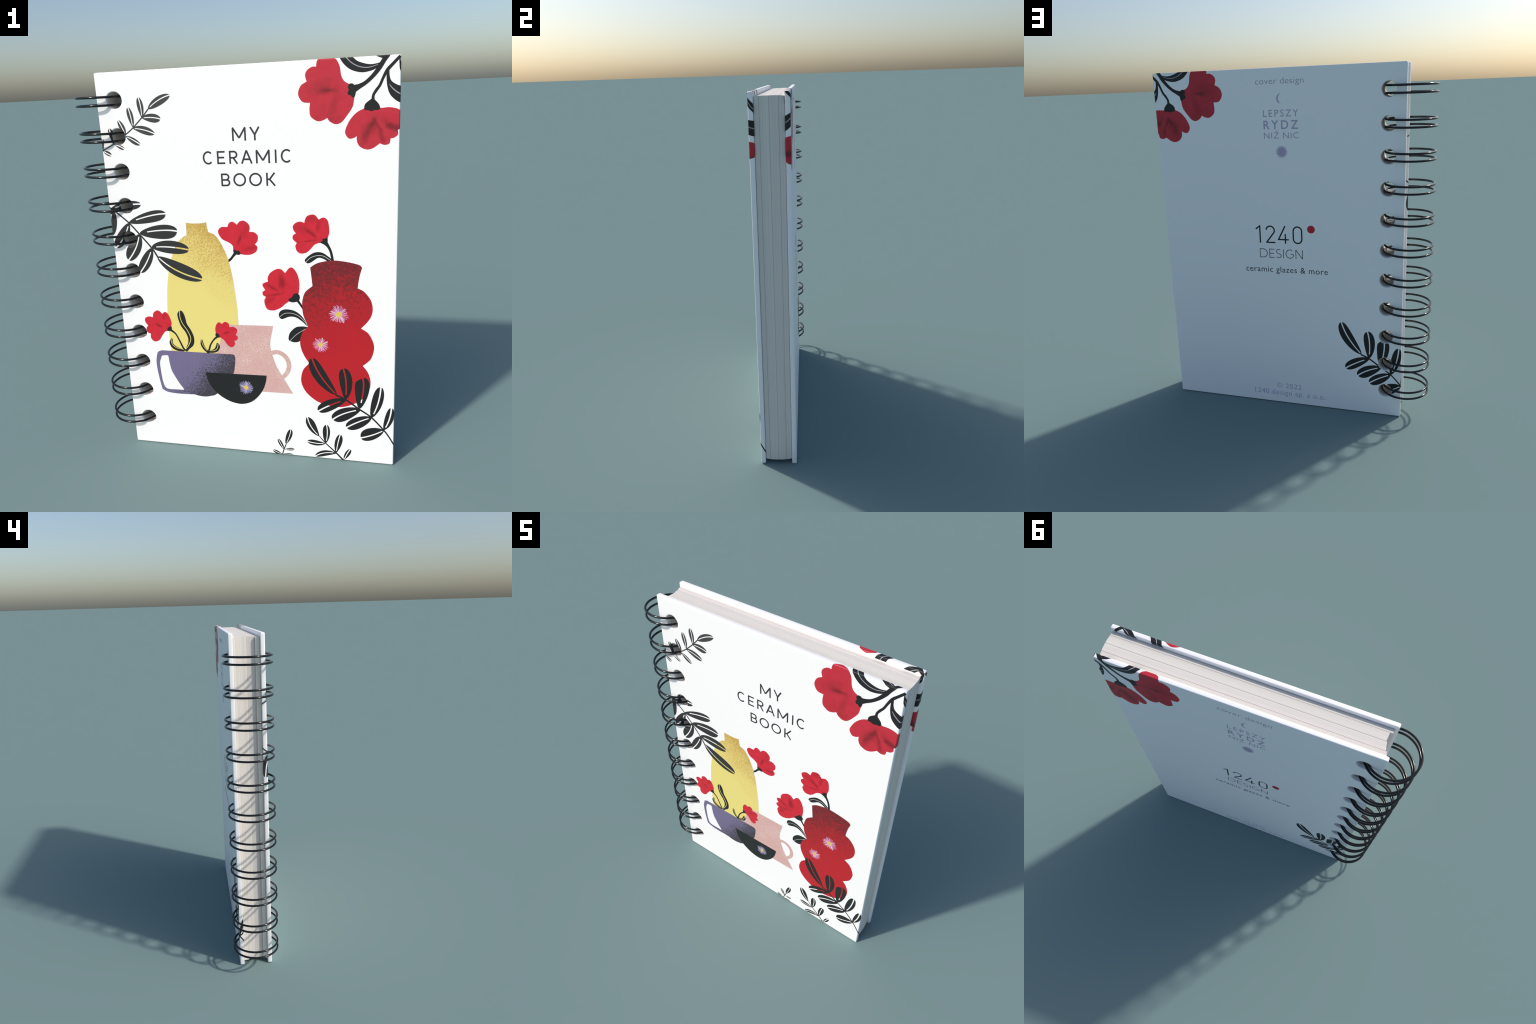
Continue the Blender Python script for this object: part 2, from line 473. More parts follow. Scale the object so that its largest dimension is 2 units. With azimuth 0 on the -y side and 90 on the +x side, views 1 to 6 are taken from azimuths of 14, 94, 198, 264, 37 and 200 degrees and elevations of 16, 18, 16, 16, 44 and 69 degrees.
def build_print(name, pr, side, parent, wrap=False, holes=0.0):
    """side = -1 front cover, +1 back cover."""
    umin, umax = (U_SPINE, U_FORE) if side < 0 else (-U_FORE, -U_SPINE)
    hole_u = HOLE_U if side < 0 else -HOLE_U
    bm = bmesh.new()
    mats = []
    for idx, (verts, faces, level, mat) in enumerate(pr.shapes):
        if mat not in mats:
            mats.append(mat)
        h = 0.16 + 0.13 * level + 0.0035 * (idx % 30)
        b2 = bmesh.new()
        vv = [b2.verts.new((p[0], p[1], 0)) for p in verts]
        for f in faces:
            if len(set(f)) > 2:
                try:
                    b2.faces.new([vv[i] for i in f])
                except ValueError:
                    pass
        us, vs = [p[0] for p in verts], [p[1] for p in verts]

        def cut(co, no):
            bmesh.ops.bisect_plane(b2, geom=b2.verts[:] + b2.edges[:] + b2.faces[:], plane_co=co, plane_no=no, dist=1e-4)
        if wrap:
            q = math.pi * EDGE / 2
            steps = [q * k / 4 for k in range(5)] + [q + BOARD - 2 * EDGE + q * k / 3 for k in range(4)] + [TURN_END]
            for s in steps:
                for e, lim in ((umax - EDGE + s, max(us)),):
                    if e < lim:
                        cut((e, 0, 0), (1, 0, 0))
                if umin + EDGE - s > min(us):
                    cut((umin + EDGE - s, 0, 0), (1, 0, 0))
                if V_TOP - EDGE + s < max(vs):
                    cut((0, V_TOP - EDGE + s, 0), (0, 1, 0))
                if EDGE - s > min(vs):
                    cut((0, EDGE - s, 0), (0, 1, 0))
        near = []
        if holes:
            for hv in HOLES:
                R = HOLE_R + RIM + 2
                if min(us) < hole_u + R and max(us) > hole_u - R and min(vs) < hv + R and max(vs) > hv - R:
                    near.append(hv)
            if near:
                for k in range(-13, 14):
                    cut((hole_u + k * 3.6, 0, 0), (1, 0, 0))
                    for hv in near:
                        cut((0, hv + k * 3.6, 0), (0, 1, 0))
        kill = []
        for f in b2.faces:
            c = f.calc_center_median()
            su = max(c.x - (umax - EDGE), umin + EDGE - c.x)
            sv = max(c.y - (V_TOP - EDGE), EDGE - c.y)
            dead = su > TURN_END or sv > TURN_END or (su > 2 and sv > 2)
            for hv in near:
                if all(HOLE_R + RIM - math.hypot(v.co.x - hole_u, v.co.y - hv) > holes for v in f.verts):
                    dead = True
            if dead:
                kill.append(f)
        bmesh.ops.delete(b2, geom=kill, context='FACES')
        for v in b2.verts:
            u, w = v.co.x, v.co.y
            y, nu, nv, nh = 0.0, 0.0, 0.0, 1.0
            for hv in near:
                r = math.hypot(u - hole_u, w - hv)
                if r < HOLE_R + RIM and r > 1e-3:
                    d, y, no, nh = turn(min(HOLE_R + RIM - r, holes), RIM)
                    dx, dz = (u - hole_u) / r, (w - hv) / r
                    nu, nv = -dx * no, -dz * no
                    u, w = hole_u + dx * (HOLE_R + RIM - d), hv + dz * (HOLE_R + RIM - d)
                    break
            else:
                if wrap:
                    over = max(((u - umax) + EDGE, 'u', umax, 1), ((umin - u) + EDGE, 'u', umin, -1),
                               ((w - V_TOP) + EDGE, 'v', V_TOP, 1), (EDGE - w, 'v', 0.0, -1), key=lambda k: k[0])
                    s, axis, e, sg = over
                    if s > 0:
                        d, y, no, nh = turn(s, EDGE)
                        if axis == 'u':
                            u, nu = e - sg * (EDGE - d), sg * no
                            w = min(max(w, 1.5), V_TOP - 1.5)
                        else:
                            w, nv = e - sg * (EDGE - d), sg * no
                            u = min(max(u, umin + 1.5), umax - 1.5)
            u, w, y = u + nu * h, w + nv * h, -y + nh * h
            v.co = (-side * u * MM, side * (COVER_OUT + y) * MM, w * MM)
        me = bpy.data.meshes.new("piece")
        for f in b2.faces:
            f.material_index = mats.index(mat)
        b2.to_mesh(me)
        b2.free()
        bm.from_mesh(me)
        bpy.data.meshes.remove(me)
    me = bpy.data.meshes.new(name)
    bm.to_mesh(me)
    bm.free()
    for m in mats:
        me.materials.append(m)
    o = bpy.data.objects.new(name, me)
    bpy.context.scene.collection.objects.link(o)
    o.parent = parent
    return o


# ------------------------------------------------------------------ solid slabs with punched holes
def rounded_rect(x0, x1, z0, z1, r, n=5):
    out = []
    for cx, cz, a in ((x1 - r, z0 + r, -90), (x1 - r, z1 - r, 0), (x0 + r, z1 - r, 90), (x0 + r, z0 + r, 180)):
        for i in range(n + 1):
            t = math.radians(a + 90 * i / n)
            out.append((cx + r * math.cos(t), cz + r * math.sin(t)))
    return out


def slab(name, rings, mat, parent, seg=44):
    """rings: list of (y, outline points, hole radius), front to back; all outlines have one length."""
    bm = bmesh.new()
    loops = []
    for y, pts, hr in rings:
        lo = [bm.verts.new((x * MM, y * MM, z * MM)) for x, z in pts]
        hs = [[bm.verts.new(((HOLE_U + hr * math.cos(6.283185 * k / seg)) * MM, y * MM,
                             (hz + hr * math.sin(6.283185 * k / seg)) * MM)) for k in range(seg)] for hz in HOLES]
        loops.append((lo, hs))
    sides = []
    for (a, ha), (b, hb) in zip(loops, loops[1:]):
        n = len(a)
        for i in range(n):
            sides.append(bm.faces.new((a[i], b[i], b[(i + 1) % n], a[(i + 1) % n])))
        for p, q in zip(ha, hb):
            for k in range(seg):
                sides.append(bm.faces.new((p[(k + 1) % seg], q[(k + 1) % seg], q[k], p[k])))
    for f in sides:
        f.smooth = True
    for end, (lo, hs) in ((0, loops[0]), (1, loops[-1])):
        flat = lo + [v for h in hs for v in h]
        tris = tessellate_polygon([[Vector((v.co.x, v.co.z, 0)) for v in l] for l in [lo] + hs])
        for t in tris:
            vs = [flat[i] for i in t]
            f = bm.faces.new(vs)
            f.normal_update()
            if (f.normal.y > 0) != bool(end):
                f.normal_flip()
    bmesh.ops.recalc_face_normals(bm, faces=bm.faces[:])
    me = bpy.data.meshes.new(name)
    bm.to_mesh(me)
    bm.free()
    me.set_sharp_from_angle(angle=math.radians(42))
    me.materials.append(mat)
    o = bpy.data.objects.new(name, me)
    bpy.context.scene.collection.objects.link(o)
    o.parent = parent
    return o


def board(name, side, parent):
    y_in, y_out = COVER_OUT - BOARD, COVER_OUT
    prof = []
    for k in range(6):                       # outer face edge
        t = math.radians(90 * k / 5)
        prof.append((y_out - EDGE * (1 - math.cos(t)), EDGE * (1 - math.sin(t)), RIM * (1 - math.sin(t)), y_out - RIM * (1 - math.cos(t))))
    for k in range(6):
        t = math.radians(90 * k / 5)
        prof.append((y_in + EDGE * (1 - math.sin(t)), EDGE * (1 - math.cos(t)), RIM * (1 - math.cos(t)) * 0.4, 0))
    rings = []
    for y, inset, rim, _ in prof:
        rings.append((y * side, rounded_rect(U_SPINE + inset, U_FORE - inset, inset, V_TOP - inset, max(8 - inset, 3.0)), HOLE_R + rim))
    if side > 0:
        rings.reverse()
    o = slab(name, rings, MAT_BOARD, parent)
    for p in o.data.polygons:               # broad faces stay perfectly flat
        if abs(p.normal.y) > 0.999:
            p.use_smooth = False
    return o


def page_block(y0, y1, xs0, xs1, parent, rnd):
    rows = [0.3, 0.8, 1.5]
    span = y1 - y0
    ys = [y0 + r for r in rows] + [y0 + span * k / 9 for k in range(1, 9)] + [y1 - r for r in reversed(rows)]
    rings = []
    for i, y in enumerate(ys):
        t = (y - y0) / span
        edge = min(i, len(ys) - 1 - i)
        nib = (1.4, 0.45, 0.0)[edge] if edge < 3 else 0.0
        bulge = (y + 4) / 72.0
        fore = 777.3 - 5.2 * bulge * bulge - (1.6 if y > 0 else 0.0) * abs(y) / 72
        rise = 4.0 * (y / 72.0) ** 4
        j = rnd.uniform(-0.5, 0.5) if edge > 2 else 0.0
        x0 = xs0 + (xs1 - xs0) * t + nib + j
        x1, z0, z1 = fore - nib + rnd.uniform(-.4, .4), 20.5 + rise + nib + rnd.uniform(-.3, .3), 1980.0 - rise - nib + rnd.uniform(-.3, .3)
        rings.append((y, [(x1, z0), (x1, z1), (x0, z1), (x0, z0)], HOLE_R - 0.6 + nib * 0.3))
    return slab("page_block", rings, MAT_PAGE, parent, 36)


# ------------------------------------------------------------------ the notebook
notebook = bpy.data.objects.new("notebook", None)
bpy.context.scene.collection.objects.link(notebook)
notebook["label"] = "upright wire-bound notebook with white floral ceramics cover"
notebook["category"] = "notebook"

front = board("front_cover", -1, notebook)
back = board("back_cover", 1, notebook)
rnd = random.Random(5)
for y0, y1, a, b in ((-72.2, -47.0, -616.0, -613.5), (-47.0, -1.0, -599.0, -596.0), (-1.0, 43.3, -600.0, -607.5), (43.3, 72.2, -613.0, -620.0)):
    page_block(y0, y1, a, b, notebook, rnd)

# twin-loop wire: pairs of hoops
ring_me = bpy.data.meshes.new("wire_ring")
bm = bmesh.new()
NMAJ, NMIN = 112, 14
grid = [[bm.verts.new(((RING_R + WIRE_R * math.cos(6.283185 * j / NMIN)) * math.cos(6.283185 * i / NMAJ) * MM,
                       (RING_R + WIRE_R * math.cos(6.283185 * j / NMIN)) * math.sin(6.283185 * i / NMAJ) * MM,
                       WIRE_R * math.sin(6.283185 * j / NMIN) * MM)) for j in range(NMIN)] for i in range(NMAJ)]
for i in range(NMAJ):
    for j in range(NMIN):
        bm.faces.new((grid[i][j], grid[(i + 1) % NMAJ][j], grid[(i + 1) % NMAJ][(j + 1) % NMIN], grid[i][(j + 1) % NMIN])).smooth = True
bm.to_mesh(ring_me)
bm.free()
ring_me.materials.append(MAT_WIRE)
first = bpy.data.objects.new("wire_ring", ring_me)
for k, hz in enumerate(HOLES):
    for dz in (-21.3, 17.2):
        r = first if (k == 0 and dz < 0) else first.copy()
        r.location = (RING_X * MM, 0, (hz + dz) * MM)
        bpy.context.scene.collection.objects.link(r)
        r.parent = notebook


# ------------------------------------------------------------------ sprigs
def sprig(pr, stem, widths, leaves, level, mat, slit, blunt=0.55):
    n = len(stem)
    pts = [(p[0], p[1], widths[0] + (widths[1] - widths[0]) * i / (n - 1)) for i, p in enumerate(stem)]
    pr.stroke(pts, level, mat)
    for l in leaves:
        pr.leaf(*l, level, mat, slit, blunt)


p = Print()
sprig(p, [(-664, 1616), (-629, 1636), (-569, 1665), (-502, 1708), (-461, 1738), (-409, 1785), (-372, 1824)], (5.5, 6.0), [
    ((-372, 1824), (-258, 1883), (-319, 1861), (-331, 1873), (-304, 1841), .09),
    ((-409, 1786), (-417, 1880), (-409, 1835), (-428, 1849), (-395, 1834), .09),
    ((-409, 1784), (-314, 1775), (-356, 1784), (-357, 1802), (-351, 1760), .09),
    ((-460, 1742), (-475, 1836), (-465, 1792), (-484, 1807), (-450, 1782), .09),
    ((-461, 1737), (-351, 1708), (-404, 1728), (-409, 1747), (-383, 1700), .09),
    ((-503, 1709), (-533, 1778), (-515, 1741), (-536, 1754), (-501, 1743), .09),
    ((-502, 1701), (-429, 1659), (-465, 1682), (-461, 1692), (-462, 1661), .09),
    ((-570, 1665), (-585, 1740), (-579, 1714), (-590, 1715), (-566, 1716), .62),
    ((-566, 1664), (-514, 1639), (-538, 1653), (-527, 1656), (-537, 1640), .09),
    ((-629, 1634), (-587, 1610), (-610, 1621), (-598, 1629), (-606, 1609), .09),
    ((-629, 1637), (-626, 1694), (-628, 1669), (-635, 1669), (-620, 1674), .7)], 3, INK_GREY, 5.0)
build_print("printed_sprig", p, -1, front, wrap=True, holes=28)

p = Print()
sprig(p, [(-664, 1376), (-632, 1351), (-601, 1328), (-538, 1274), (-487, 1216), (-425, 1141), (-397, 1093)], (7.0, 8.5), [
    ((-399, 1096), (-169, 981), (-300, 1024), (-256, 1057), (-326, 1004), .04),
    ((-425, 1145), (-228, 1135), (-333, 1148), (-316, 1181), (-296, 1111), .14),
    ((-483, 1218), (-281, 1230), (-366, 1234), (-356, 1263), (-374, 1188), .16),
    ((-536, 1274), (-334, 1319), (-420, 1308), (-403, 1334), (-431, 1269), .16),
    ((-628, 1341), (-461, 1368), (-548, 1362), (-525, 1384), (-513, 1337), .17),
    ((-426, 1140), (-502, 1010), (-457, 1073), (-488, 1083), (-425, 1080), .15),
    ((-487, 1213), (-560, 1075), (-511, 1144), (-563, 1136), (-480, 1141), .1),
    ((-536, 1270), (-621, 1142), (-572, 1197), (-599, 1220), (-541, 1204), .1),
    ((-617, 1343), (-644, 1203), (-635, 1283), (-660, 1267), (-602, 1267), .25)], 5, INK_CHAR, 7.0, 0.44)
build_print("printed_sprig", p, -1, front, wrap=True, holes=28)


def corner_sprig(pr, level, mat):
    sprig(pr, [(816, 64), (787, 119), (761, 164), (737, 198), (675, 266), (615, 308), (545, 358), (496, 380)], (6.0, 10.0), [
        ((500, 382), (379, 578), (423, 479), (389, 465), (460, 481), .04),
        ((545, 359), (534, 531), (548, 454), (512, 481), (580, 456), .13),
        ((615, 312), (629, 484), (634, 423), (589, 408), (663, 418), .13),
        ((675, 266), (719, 441), (706, 350), (673, 355), (734, 379), .13),
        ((737, 202), (772, 329), (761, 260), (740, 270), (785, 278), .13),
        ((547, 358), (406, 280), (468, 320), (458, 350), (478, 292), .17),
        ((620, 307), (479, 238), (539, 278), (533, 309), (543, 236), .13),
        ((674, 266), (549, 197), (607, 234), (610, 267), (627, 205), .1),
        ((736, 198), (622, 144), (678, 165), (661, 204), (678, 136), .06)], level, mat, 7.0, 0.44)


p = Print()
corner_sprig(p, 3, INK_BLACK)
build_print("printed_sprig", p, -1, front, wrap=True)

p = Print()
sprig(p, [(544, -12), (529, 3), (496, 39), (441, 93), (408, 132)], (11.0, 4.5), [
    ((408, 132), (348, 240), (367, 183), (348, 181), (387, 207), .09),
    ((442, 96), (445, 204), (450, 158), (426, 158), (464, 154), .09),
    ((495, 41), (517, 153), (504, 100), (489, 109), (532, 130), .1),
    ((438, 91), (343, 96), (387, 88), (381, 107), (397, 74), .09),
    ((494, 37), (385, 9), (435, 34), (424, 47), (434, 15), .12),
    ((536, 4), (569, 71), (551, 40), (539, 41), (571, 47), .05)], 1, INK_BLACK, 5.0)
build_print("printed_sprig", p, -1, front, wrap=True)

p = Print()
sprig(p, [(203, -14), (208, 2), (217, 33), (230, 65)], (6.0, 5.0), [
    ((229, 66), (258, 158), (248, 115), (227, 106), (266, 129), .09),
    ((216, 33), (187, 96), (201, 64), (190, 65), (211, 67), .09),
    ((220, 33), (275, 40), (249, 36), (254, 45), (256, 29), .09),
    ((204, 3), (157, 23), (180, 11), (181, 21), (169, 5), .09),
    ((211, 2), (266, 2), (242, 4), (244, 11), (244, -2), .05)], 1, INK_BLACK, 3.5)
build_print("printed_sprig", p, -1, front, wrap=True)


# ------------------------------------------------------------------ hanging flowers in the top corner (both covers)
def corner_flowers(pr, upper_red, lower_red, black, level):
    pr.fill([[(568, 1891), (547, 1905), (535, 1928), (530, 1960), (521, 1984), (507, 2001), (473, 2014), (438, 2002), (429, 1986), (427, 1970)],
             [(427, 1970), (408, 1970), (387, 1957), (378, 1937), (384, 1910)],
             [(384, 1910), (360, 1896), (347, 1873), (347, 1849), (365, 1824), (397, 1819)],
             [(397, 1819), (394, 1790), (399, 1760), (428, 1739), (454, 1742), (472, 1751)],
             [(472, 1751), (484, 1735), (509, 1723), (534, 1730), (558, 1757), (583, 1794), (591, 1832)],
             [(591, 1832), (568, 1866), (568, 1891)]], level, upper_red)
    pr.fill([[(633, 1786), (601, 1770), (571, 1738), (552, 1699), (552, 1678), (567, 1659), (586, 1660), (601, 1668)],
             [(601, 1668), (602, 1646), (613, 1624), (635, 1611), (656, 1609), (677, 1617), (701, 1634)],
             [(701, 1634), (722, 1627), (742, 1633), (747, 1654)],
             [(747, 1654), (764, 1658), (778, 1671), (777, 1689)],
             [(777, 1689), (787, 1695), (810, 1703), (827, 1735), (812, 1765), (785, 1774), (767, 1782), (738, 1787), (709, 1785), (700, 1787)],
             [(700, 1787), (633, 1786)]], level, lower_red)
    # calyxes
    pr.fill([[(567, 1889), (577, 1893), (589, 1888), (598, 1867), (595, 1844), (589, 1833), (580, 1836), (575, 1843), (565, 1845), (562, 1857), (567, 1866), (563, 1878), (567, 1889)]], level + 1, black)
    pr.fill([[(633, 1786), (637, 1804), (655, 1819), (670, 1826), (685, 1814), (697, 1799), (700, 1785), (694, 1777), (679, 1777), (664, 1773), (649, 1778), (637, 1779), (633, 1786)]], level + 1, black)
    # stems
    pr.stroke([(585, 1868, 34), (597, 1873, 28), (616, 1881, 20), (640, 1894, 16.5), (669, 1919, 17), (695, 1950, 19.5), (715, 1981, 19.5), (735, 2006, 18), (752, 2024, 15), (760, 2040, 14)], level + 2, black)
    pr.stroke([(670, 1818, 14), (672, 1840, 11.5), (684, 1860, 12.5), (699, 1880, 11.5), (713, 1911, 11.8), (730, 1941, 14.5), (753, 1965, 13), (774, 1986, 12.5), (782, 1994, 12)], level + 2, black)
    # leaves
    pr.fill([[(695, 1956), (666, 1942), (622, 1936), (577, 1949), (548, 1972), (530, 1998), (520, 2018), (510, 2040)], [(510, 2040), (570, 2040)],
             [(570, 2040), (574, 2020), (586, 2000), (607, 1982), (651, 1968), (689, 1970), (713, 1981)], [(713, 1981), (695, 1956)]], level, black)
    pr.stroke([(690, 1964, 2.0), (651, 1955, 3.6), (616, 1959, 3.8), (583, 1975, 4), (558, 1999, 4), (545, 2020, 4), (540, 2040, 4)], level + 3, INK_VEIN)
    pr.fill([[(730, 1941), (726, 1918), (729, 1878), (740, 1843), (761, 1819), (784, 1805), (830, 1793)], [(830, 1793), (830, 1866)],
             [(830, 1866), (783, 1874), (751, 1891), (740, 1912), (737, 1943)], [(737, 1943), (730, 1941)]], level, black)
    pr.stroke([(739, 1881, 2.5), (754, 1863, 4.5), (784, 1841, 4.7), (829, 1829, 4.7)], level + 3, INK_VEIN)
    pr.fill([[(778, 1983), (778, 1966), (785, 1932), (825, 1890)], [(825, 1890), (825, 1930)], [(825, 1930), (787, 1969), (782, 1989)], [(782, 1989), (778, 1983)]], level, black)
    pr.stroke([(784, 1955, 2.5), (800, 1930, 4.0), (828, 1908, 4.5)], level + 3, INK_VEIN)
    pr.fill([[(716, 1986), (700, 1992), (686, 1998), (665, 2015), (645, 2040)], [(645, 2040), (698, 2040)], [(698, 2040), (712, 2020), (730, 2006)], [(730, 2006), (716, 1986)]], level, black)
    pr.stroke([(722, 2004, 2.5), (696, 2018, 4), (674, 2040, 4)], level + 3, INK_VEIN)


UP_BLOTS = [(486, 1868, 42, 12, 3, .55), (462, 1868, 50, 24, 5, .42), (440, 1885, 85, 45, 25, .3), (500, 1800, 85, 26, 72, .36), (445, 1770, 60, 40, 60, .15), (510, 1745, 40, 24, 20, .25)]
LOW_BLOTS = [(672, 1728, 40, 16, 55, .5), (655, 1700, 62, 40, 55, .6), (708, 1668, 55, 17, 104, .65), (690, 1715, 40, 10, 120, .45), (765, 1700, 60, 22, -20, .75), (730, 1725, 60, 22, -38, .35), (636, 1655, 50, 24, 65, .4)]
p = Print()
corner_flowers(p, petal_ink("petal_red_upper", RED, RED_DARK, RED_LITE, UP_BLOTS), petal_ink("petal_red_lower", RED, RED_DARK, RED_LITE, LOW_BLOTS), INK_BLACK, 1)
build_print("printed_flowers", p, -1, front, wrap=True)

K_F = 1.0163                                   # the back repeats the motif mirrored and slightly larger


def to_back(u, v):
    return (-u * K_F - 25.8 + 0.0035 * v * K_F, v * K_F - 18.3)


def back_blots(blots):                          # material space x = -u
    out = []
    for (x, z, la, lb, ang, st) in blots:
        u, v = to_back(x, z)
        out.append((-u, v, la, lb, ang, st))
    return out


p = Print(to_back)
corner_flowers(p, petal_ink("petal_red_upper_back", RED, RED_DARK, RED_LITE, back_blots(UP_BLOTS)), petal_ink("petal_red_lower_back", RED, RED_DARK, RED_LITE, back_blots(LOW_BLOTS)), INK_BLACK, 1)
build_print("printed_flowers", p, 1, back, wrap=True)

p = Print(lambda u, v: (0.9784 * u + 0.0045 * v - 87.2, 0.9784 * v - 0.0045 * u + 10.3))
corner_sprig(p, 1, INK_BLACK)
build_print("printed_sprig", p, 1, back, wrap=True, holes=6)

# ------------------------------------------------------------------ the still life
# yellow bottle with one red flower behind it
p = Print()
p.stroke([(17, 1126, 19), (1, 1107, 12), (-13, 1090, 12), (-30, 1077, 12), (-45, 1064, 12)], 1, INK_BLACK)
p.fill([[(3, 1140), (1, 1159), (-17, 1175), (-49, 1191), (-66, 1217), (-67, 1236), (-51, 1252), (-20, 1253)],
        [(-20, 1253), (-9, 1274), (9, 1279), (29, 1265)], [(29, 1265), (44, 1281), (66, 1284), (86, 1269), (92, 1250), (88, 1229)],
        [(88, 1229), (111, 1228), (129, 1212), (128, 1186), (114, 1167)], [(114, 1167), (125, 1154), (119, 1132), (96, 1117), (67, 1113), (39, 1117)],
        [(39, 1117), (3, 1140)]], 0, petal_ink("petal_red_bottle", RED2, RED2_DARK, RED2_LITE, [(38, 1190, 36, 11, 70, .8), (66, 1232, 60, 26, 60, .25), (88, 1146, 48, 16, 15, .45)]))
p.fill([[(3, 1137), (12, 1140), (19, 1134), (32, 1134), (39, 1119), (31, 1113), (20, 1114), (6, 1120), (3, 1137)]], 2, INK_BLACK, per=5)
build_print("printed_flower", p, -1, front)

p = Print()
p.fill([[(-231, 1274), (-207, 1270), (-177, 1270), (-151, 1271), (-127, 1276)], [(-127, 1276), (-120, 1227)],
        [(-120, 1227), (-102, 1221), (-80, 1205), (-57, 1168), (-34, 1113), (-21, 1064), (-9, 994), (-1, 914), (5, 835), (6, 766), (6, 720), (-2, 560)],
        [(-2, 560), (-372, 560)], [(-372, 560), (-375, 621), (-376, 694), (-375, 766), (-368, 873), (-360, 943), (-345, 1020), (-320, 1101), (-298, 1149), (-275, 1182), (-253, 1200), (-233, 1210)],
        [(-233, 1210), (-231, 1274)]], 2, YELLOW)
build_print("printed_bottle", p, -1, front)

# blush jug
p = Print()
p.fill([[(-50, 740), (187, 743)], [(187, 743), (178, 705), (170, 670), (167, 641), (170, 606), (179, 571), (195, 522), (220, 473), (229, 457), (251, 417), (277, 370)],
        [(277, 370), (-160, 368)], [(-160, 368), (-138, 499), (-119, 574), (-102, 622), (-92, 659), (-69, 703), (-50, 740)]], 3, BLUSH)
p.stroke([(172, 594, 23), (198, 601, 23), (227, 592, 23.5), (250, 568, 23.5), (260, 537, 23.4), (256, 504, 23.5), (242, 478, 22.2), (222, 458, 22.3)], 3, BLUSH, per=10)
build_print("printed_jug", p, -1, front)

# violet mug with an open handle
p = Print()
p.fill([[(-460, 537), (-451, 562), (-429, 574)], [(-429, 574), (-43, 574)],
        [(-43, 574), (-26, 569), (-22, 546), (-27, 506), (-38, 462), (-83, 386), (-140, 334), (-165, 323), (-202, 315), (-238, 317), (-263, 323)],
        [(-263, 323), (-292, 322), (-358, 321), (-413, 326), (-442, 339), (-448, 351), (-457, 404), (-464, 461), (-465, 507), (-460, 537)]], 4, VIOLET,
       hole=[[(-437, 527), (-431, 541), (-417, 545), (-399, 546), (-393, 538), (-390, 504), (-382, 459), (-367, 426), (-345, 385), (-322, 352)],
             [(-322, 352), (-326, 346), (-371, 345), (-408, 345), (-429, 356), (-440, 394), (-445, 451), (-446, 500), (-437, 527)]])
build_print("printed_mug", p, -1, front)

# two little flowers standing in the mug
p = Print()
MUG_RED = petal_ink("petal_red_mug", RED2, RED2_DARK, RED2_LITE, [(-430, 718, 30, 9, -25, .8), (-395, 770, 26, 12, 60, .35), (-62, 693, 26, 8, 15, .75), (-100, 730, 20, 9, 80, .3), (-20, 712, 20, 10, 20, .3)])
p.fill([[(-361, 716), (-357, 731), (-361, 756), (-372, 784), (-389, 795), (-404, 784)], [(-404, 784), (-421, 800), (-437, 800), (-454, 786), (-459, 762)],
        [(-459, 762), (-482, 766), (-503, 755), (-505, 735), (-491, 714)], [(-491, 714), (-502, 698), (-499, 676), (-481, 668)],
        [(-481, 668), (-482, 644), (-471, 628), (-455, 624), (-434, 634), (-417, 659), (-400, 681), (-385, 690)], [(-385, 690), (-361, 716)]], 5, MUG_RED)
p.fill([[(-118, 689), (-119, 714), (-111, 739), (-96, 751), (-82, 742)], [(-82, 742), (-66, 754), (-47, 747), (-42, 726)],
        [(-42, 726), (-23, 729), (-5, 719), (-3, 702), (-12, 685)], [(-12, 685), (-1, 673), (-7, 657), (-21, 651)],
        [(-21, 651), (-19, 630), (-37, 614), (-57, 624), (-76, 652), (-94, 665), (-100, 672)], [(-100, 672), (-118, 689)]], 5, MUG_RED)
p.fill([[(-385, 695), (-378, 708), (-361, 716), (-359, 698), (-367, 689), (-382, 688), (-385, 695)]], 6, INK_BLACK)
p.fill([[(-118, 689), (-103, 684), (-98, 672), (-101, 665), (-119, 671), (-118, 689)]], 6, INK_BLACK)
for w in ([(-370, 699, 14), (-340, 674, 8.3), (-322, 638, 8.3), (-304, 595, 9.4), (-293, 581, 10.1)],
          [(-307, 804, 14), (-304, 797, 27), (-302, 784, 37), (-298, 762, 40), (-289, 727, 36), (-268, 692, 33), (-256, 656, 33), (-259, 623, 31), (-275, 600, 20), (-290, 577, 11)],
          [(-364, 646, 9), (-370, 621, 18), (-358, 599, 21), (-334, 586, 20), (-300, 581, 12)],
          [(-107, 673, 12), (-131, 652, 7.9), (-151, 622, 7.9), (-161, 592, 9.3), (-170, 572, 12)],
          [(-198, 648, 9), (-197, 623, 17), (-186, 598, 16), (-167, 577, 11)],
          [(-113, 634, 9), (-112, 613, 22), (-128, 590, 20), (-166, 580, 11)]):
    p.stroke(w, 7, INK_BLACK)
for w in ([(-306, 803, 3.6), (-307, 769, 3.8), (-296, 734, 3.8), (-274, 699, 3.8), (-259, 663, 3.8), (-260, 638, 3.8), (-275, 608, 3.6), (-291, 588, 2.5)],
          [(-368, 645, 3), (-367, 621, 3), (-347, 596, 3), (-302, 586, 2.5)], [(-199, 647, 2.8), (-194, 620, 2.8), (-174, 588, 2.4)],
          [(-109, 632, 3), (-115, 606, 3), (-132, 590, 3), (-160, 587, 2.4)]):
    p.stroke(w, 8, INK_VEIN_Y)
build_print("printed_flowers", p, -1, front)

